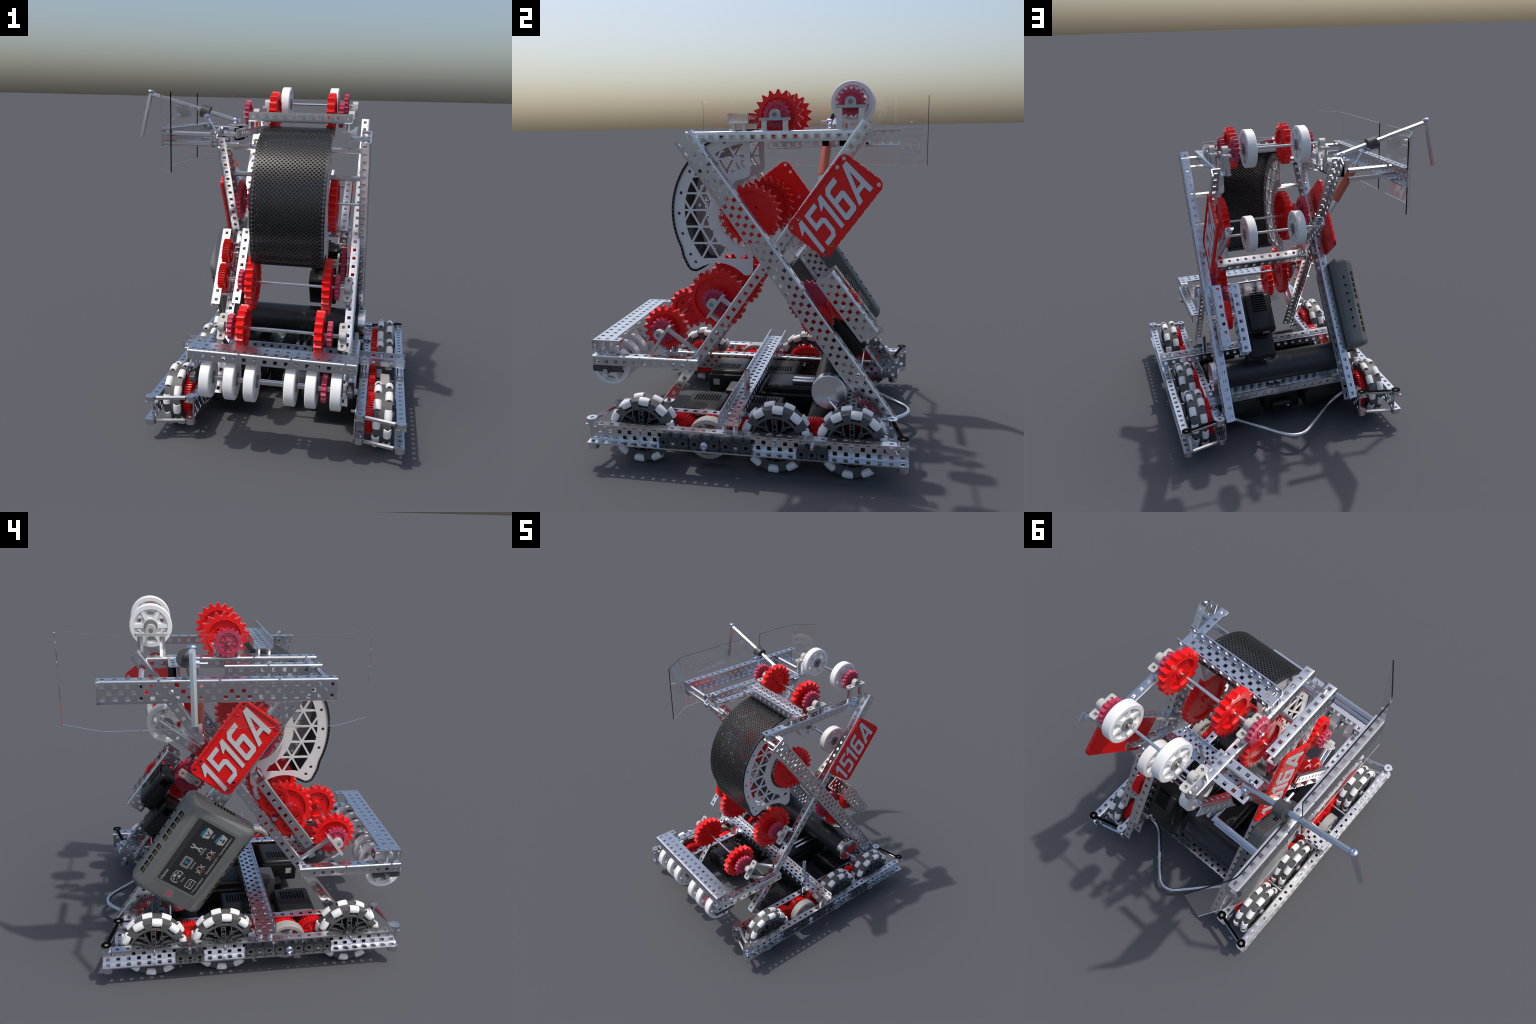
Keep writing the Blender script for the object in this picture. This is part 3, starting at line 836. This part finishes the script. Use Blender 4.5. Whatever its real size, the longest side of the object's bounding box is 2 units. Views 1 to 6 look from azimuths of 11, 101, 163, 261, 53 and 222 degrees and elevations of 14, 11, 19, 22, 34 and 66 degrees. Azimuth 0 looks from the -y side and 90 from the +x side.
# characters drawn in a 1-high box (chunky racing numerals)
SW = .13
G1 = [[(0, 0), (SW, 0), (SW, 1), (0, 1), (-.15, .74), (-.15, .70), (0, .76)]]
G5 = stroke([(.46, 1 - SW / 2), (SW / 2, 1 - SW / 2), (SW / 2, .55), (.33, .55), (.395, .48), (.395, .15), (.33, SW / 2), (0, SW / 2)], SW)
G6 = [[(.07, 0), (.43, 0), (.50, .07), (.50, .56), (.43, .63), (SW, .63), (SW, .80), (.20, .85), (.50, .85), (.50, 1), (.12, 1), (0, .88), (0, .07)],
      [(SW, .15), (SW, .48), (.35, .48), (.35, .15)]]
GA = [[(0, 0), (.16, 0), (.205, .20), (.445, .20), (.48, 0), (.62, 0), (.50, 1), (.33, 1)], [(.245, .33), (.425, .33), (.395, .76)]]
def plate(org, u, w_, nrm, name='number_plate'):
    """org: centre; u along the text; w_ up across the text; nrm outwards"""
    u = V(u).normalized(); M = frame(org, u, nrm)
    Lp, Hp = .485, .262; b = B()
    edge = []
    for p in rrect(Lp, Hp, .028, 6): edge.append(p)
    hs = [(-Lp / 2 + .024, 0), (Lp / 2 - .024, 0)]
    hs = [(sx_ * (Lp / 2 - .022), sy_ * (Hp / 2 - .022)) for sx_ in (-1, 1) for sy_ in (-1, 1)] + [(sx_ * (Lp / 2 - .078), sy_ * (Hp / 2 - .022)) for sx_, sy_ in ((-1, 1), (1, 1), (-1, -1), (1, -1))][:3]
    hls = [circ(.0105, 14, c, rev=True) for c in hs]
    b.add(*prism([ccw(edge)] + hls, -.010, 0), RED)
    rim_in = rrect(Lp - .016, Hp - .016, .021, 6)
    b.add(*prism([ccw(edge), cw(rim_in)], -.0103, .007), RED)
    for c in hs: b.add(*tube(.0105, .0165, -.001, .004, 16), RED, Matrix.Translation((c[0], c[1], 0)))
    # lugs along the edge
    for k in range(9):
        x = -Lp / 2 + .045 + k * (Lp - .09) / 8
        for s in (-1, 1): b.add(*rbox(x - .022, x + .022, s * Hp / 2 - .004, s * Hp / 2 + .004, -.0115, .0055, .0025, 1), RED)
    for k in range(5):
        y = -Hp / 2 + .045 + k * (Hp - .09) / 4
        for s in (-1, 1): b.add(*rbox(s * Lp / 2 - .004, s * Lp / 2 + .004, y - .018, y + .018, -.0115, .0055, .0025, 1), RED)
    o = b.obj(name, None, M, 30)
    h = .190; x0 = -Lp / 2 + .012; y0 = -Hp / 2 + .034
    for g, x in ((G1, 0), (G5, .27), (G1, .90), (G6, 1.14), (GA, 1.71)):
        d = B(); loops = [[(x0 + (x + p[0] + .27 * p[1]) * h * .95, y0 + p[1] * h) for p in l] for l in g]
        loops = [ccw(loops[0])] + [cw(l) for l in loops[1:]]
        d.add(*prism(loops, .0005, .0045), NUMB); d.obj('plate_numeral', o, Matrix.Identity(4), 20)
    return o
ur = V((0, .6034, .7975)); plate((.631, .448, 1.368), ur, None, (1, 0, 0))
ul = V((0, -.588, .809)); plate((-.236, .095, 1.288), ul, None, (-1, 0, 0))
b = B(); b.add(*rod((-.225, .15, 1.33), (-.16, .15, 1.33), .012, 6), ALU); b.add(*rod((-.225, .06, 1.18), (-.16, .06, 1.18), .012, 6), ALU); b.obj('plate_standoff')

# ================================================================== REAR GEARBOX ON THE RIGHT TOWER
dg = V((0, .6, -.80)).normalized(); ng = V((0, .80, .6))
A0 = V((.642, .440, 1.032)); channel(7, A0 - ng * P, dg, (1, 0, 0), 'gearbox_channel')
B0 = V((.467, .440, 1.032)); channel(8, B0 - ng * P, dg, (-1, 0, 0), 'gearbox_channel')
axial(G36, 'spur_gear', .568, .495, .840, .1); axial(G36, 'spur_gear', .568, .352, .739, .03)
axial(S24, 'small_sprocket', .518, .300, .836, .1)
shaft(.45, .66, .495, .840); shaft(.40, .66, .352, .739); shaft(.44, .66, .300, .836)
bearing((.485, .300, .836), V((0, -.8, -.6)), (-1, 0, 0))
for (yc, zc, lo) in ((.513, .828, -.052), (.504, .632, -.088)):
    M = frame((.36, yc, zc), (1, 0, 0), ng)            # local Z rises away from the tower
    b = B(); b.add(*rbox(-.085, .105, -.125, .125, lo, .022, .010, 2), BLACK, M); b.add(*rbox(-.080, .085, -.119, .119, -.01, .052, .022, 3), BLACK, M)
    for k in range(9): b.add(*box(-.04, .05, -.125 + .0145 * k, -.125 + .0145 * k + .0075, .050, .0532), PITCH, M)
    b.add(*box(-.0865, -.084, -.10, -.055, -.02, .02), PITCH, M)
    for yy in (-.1, .1): b.add(*tube(0, .008, -.0865, -.084, 12), PITCH, M @ Matrix(((0, 0, 1, 0), (1, 0, 0, yy), (0, 1, 0, -.03), (0, 0, 0, 1))))
    b.add(*box(-.045, .0, .1245, .1265, -.03, .01), LGREY, M)
    b.obj('lift_motor')

# ================================================================== CONTROL COMPUTER ON THE LEFT TOWER
ub = V((0, -.555, .832)); wb = V((0, .832, .555))
M = frame((-.2175, .327, .695), ub, (-1, 0, 0))      # local X: along text, local Y: up across text, local Z: outwards
assert (M.to_3x3() @ V((0, 1, 0))).dot(wb) > .9
brain = B(); LB, HB = .618, .440
def slab(w, h, r, z0, z1, m_): brain.add(*prism([rrect(w, h, r, 6)], z0, z1), m_)
def loft(secs, m_):
    vs = []; fs = []
    for w, h, r, z in secs: vs += [(p[0], p[1], z) for p in rrect(w, h, r, 6)]
    k = len(vs) // len(secs)
    for j in range(len(secs) - 1):
        for i in range(k): fs.append((j * k + i, j * k + (i + 1) % k, (j + 1) * k + (i + 1) % k, (j + 1) * k + i))
    fs.append(tuple(range(k))[::-1]); fs.append(tuple((len(secs) - 1) * k + i for i in range(k)))
    brain.add(vs, fs, m_)
loft([(LB - .03, HB - .03, .035, 0), (LB - .004, HB - .004, .042, .015), (LB, HB, .042, .075)], SHELL)
loft([(LB - .002, HB - .002, .042, .077), (LB - .008, HB - .010, .040, .095), (LB - .03, HB - .06, .034, .125), (LB - .045, HB - .10, .03, .137), (LB - .055, HB - .118, .026, .1405)], SHELL)
slab(LB - .012, HB - .012, .055, .07, .082, DGREY)
for s in (-1, 1):
    for g in (-1, 1):
        for k in range(5):
            x = g * .112 + (k - 2) * .0400 - .005; port = Matrix.Translation((0, s * (HB / 2 - .0195), .1115)) @ Matrix.Rotation(-s * .86, 4, 'X')
            brain.add(*rbox(x - .0155, x + .0155, -.016, .016, -.012, .0022, .003, 1), PITCH, port)
            brain.add(*box(x - .011, x + .011, -.012, .003, 0, .0030), BRASS, port)
for k in range(7):
    for s in (-1, 1): brain.add(*box(s * (LB / 2 + .0005) - .003, s * (LB / 2 + .0005) + .003, -.06 + k * .02 - .004, -.06 + k * .02 + .004, .04, .066), PITCH)
for k in range(7): brain.add(*tube(0, .007, HB / 2 + .0005, HB / 2 + .003, 12), PITCH, Matrix(((1, 0, 0, -.17 + k * .056), (0, 0, 1, 0), (0, 1, 0, .045), (0, 0, 0, 1))))
brain_o = brain.obj('control_computer', None, M, 40)
SW_, SH_ = .372, .210; sc = B()
sc.add(*prism([rrect(SW_ + .03, SH_ + .03, .012, 3)], .1385, .1412), SHELL)
sc.add(*prism([[(-SW_ / 2, -SH_ / 2), (SW_ / 2, -SH_ / 2), (SW_ / 2, SH_ / 2), (-SW_ / 2, SH_ / 2)]], .139, .1422), SCREEN)
sc.add(*prism([[(-SW_ / 2, SH_ / 2 - .028), (SW_ / 2, SH_ / 2 - .028), (SW_ / 2, SH_ / 2), (-SW_ / 2, SH_ / 2)]], .141, .1426), BAND)
Ms = Matrix.Translation((.021, .0, 0)) @ Matrix.Diagonal((1.12, 1.12, 1, 1)); scr = sc.obj('screen', brain_o, Ms, 30)
ic = B(); ZT = .1428
def pl(loops, m_, dz=0.0): ic.add(*prism([ccw(loops[0])] + [cw(l) for l in loops[1:]], .1415, ZT + dz), m_)
def off(l, x, y, s=1.0): return [(x + p[0] * s, y + p[1] * s) for p in l]
rows_y = (.028, -.052); cols_x = (-.135, -.045, .045, .135)
# gamepad outline, tablet, spanner, folders, code sheet, two crossed-link emblems
gp = [(-.03, -.022), (-.036, -.004), (-.028, .018), (-.012, .022), (.012, .022), (.028, .018), (.036, -.004), (.03, -.022), (.02, -.02), (.012, -.004), (-.012, -.004), (-.02, -.02)]
x, y = cols_x[0], rows_y[0]
pl([off(gp, x, y), off(gp, x, y, .86)], PALE)
pl([off(rrect(.020, .012, .002, 2), x, y + .010)], PALE)
for s in (-1, 1): pl([circ(.0045, 12, (x + s * .018, y + .004))], PALE)
x = cols_x[1]
pl([off(rrect(.060, .046, .007, 3), x, y), off(rrect(.054, .040, .005, 3), x, y)], PALE); pl([off(rrect(.046, .034, .002, 2), x, y), off(rrect(.040, .028, .002, 2), x, y)], PALE)
pl([circ(.0105, 18, (x, y))], CYAN)
x = cols_x[2]
sp = [(-.005, -.016), (-.005, .014)]
pl([[(x - .0045, y - .016), (x + .0045, y - .016), (x + .0045, y + .014), (x - .0045, y + .014)]], PALE)
for s in (-1, 1):
    a0 = 90 * s
    ring = [(x + .0125 * cos(radians(a0 + t)), y + s * .022 + .0125 * sin(radians(a0 + t))) for t in range(40, 321, 20)] + \
           [(x + .0055 * cos(radians(a0 + t)), y + s * .022 + .0055 * sin(radians(a0 + t))) for t in range(320, 39, -20)]
    pl([ring], PALE, .0003)
for (x, y, who) in ((cols_x[3], rows_y[0], 0), (cols_x[3] + .004, rows_y[1], 1)):
    pl([[(x - .026, y - .014), (x + .026, y - .014), (x + .026, y + .018), (x + .006, y + .018), (x + .002, y + .024), (x - .026, y + .024)]], CYAN)
    pl([[(x - .022, y - .022), (x + .022, y - .022), (x + .030, y + .010), (x - .030, y + .010)]], PALE, .0006)
    if who: pl([circ(.005, 12, (x, y + .002))], SCREEN, .001); pl([[(x - .010, y - .016), (x + .010, y - .016), (x + .008, y - .007), (x - .008, y - .007)]], SCREEN, .001)
    else: pl(stroke([(x - .012, y + .004), (x - .001, y - .016), (x + .012, y + .004)], .0045), SCREEN, .001)
x, y = cols_x[0] - .004, rows_y[1]
cs = [(-.026, -.019), (.026, -.019), (.026, .012), (.018, .019), (-.026, .019)]
pl([off(cs, x, y), off(cs, x, y, .84)], PALE)
for pth in ([(-.008, .006), (-.015, 0), (-.008, -.006)], [(.008, .006), (.015, 0), (.008, -.006)], [(-.003, -.008), (.003, .008)]): pl(stroke(off(pth, x, y), .003), PALE)
for x in (cols_x[1], cols_x[2]):
    for s in (-1, 1):
        pl(stroke([(x + s * .003, y + .020), (x + s * .013, y + .006), (x + s * .006, y - .003)], .004), PALE)
        pl(stroke([(x + s * .024, y + s * .014), (x + s * .015, y + s * .002), (x + s * .024, y - s * .012)], .0045), PALE, .0004)
        pl(stroke([(x + s * .004, y - .018), (x + s * .012, y - .009)], .0035), AMBER); pl(stroke([(x - s * .004, y - .006), (x - s * .013, y + s * .004)], .0035), AMBER, .0007)
ic.obj('screen_icon', brain_o, Ms, 30)
def text(s, size, x, y, m_, parent, Mx, z=.1422):
    cu = bpy.data.curves.new('t', 'FONT'); cu.body = s; cu.size = size; cu.extrude = .0004; cu.align_x = 'CENTER'
    ob = bpy.data.objects.new('t', cu); bpy.context.collection.objects.link(ob)
    me = bpy.data.meshes.new_from_object(ob.evaluated_get(bpy.context.evaluated_depsgraph_get()))
    bpy.data.objects.remove(ob); bpy.data.curves.remove(cu)
    me.materials.clear(); me.materials.append(m_)
    return link('screen_text', me, parent, Mx @ Matrix.Translation((x, y, z + .0006)))
text('Home', .024, -.152, .079, PALE, brain_o, Ms)
for s, c, r in (('Drive', 0, 0), ('Devices', 1, 0), ('Settings', 2, 0), ('VEX', 3, 0), ('User', 3, 1)):
    text(s, .0145, cols_x[c], rows_y[r] - .041, PALE, brain_o, Ms)
text('1-Mount/Oblock', .0145, -.130, -.093, PALE, brain_o, Ms); text('2.batchbase-2-20-1', .0145, .0, -.093, PALE, brain_o, Ms); text('2.batchbase-2-20-1', .0145, .120, -.093, PALE, brain_o, Ms)
pw = B(); bx, by = -.246, .010
pw.add(*prism([rrect(.056, .056, .008, 3, (bx, by))], .138, .1425), DGREY if 0 else SHELL); pw.add(*prism([rrect(.048, .048, .006, 3, (bx, by))], .139, .1432), MGREY if 0 else SHELL)
ring = [(bx + .015 * cos(radians(90 + t)), by + .015 * sin(radians(90 + t))) for t in range(35, 326, 15)] + [(bx + .011 * cos(radians(90 + t)), by + .011 * sin(radians(90 + t))) for t in range(325, 34, -15)]
pw.add(*prism([ccw(ring)], .142, .1438), POWER); pw.add(*prism([[(bx - .002, by), (bx + .002, by), (bx + .002, by + .018), (bx - .002, by + .018)]], .142, .1440), POWER)
pw.obj('power_button', brain_o, Matrix.Identity(4), 30)
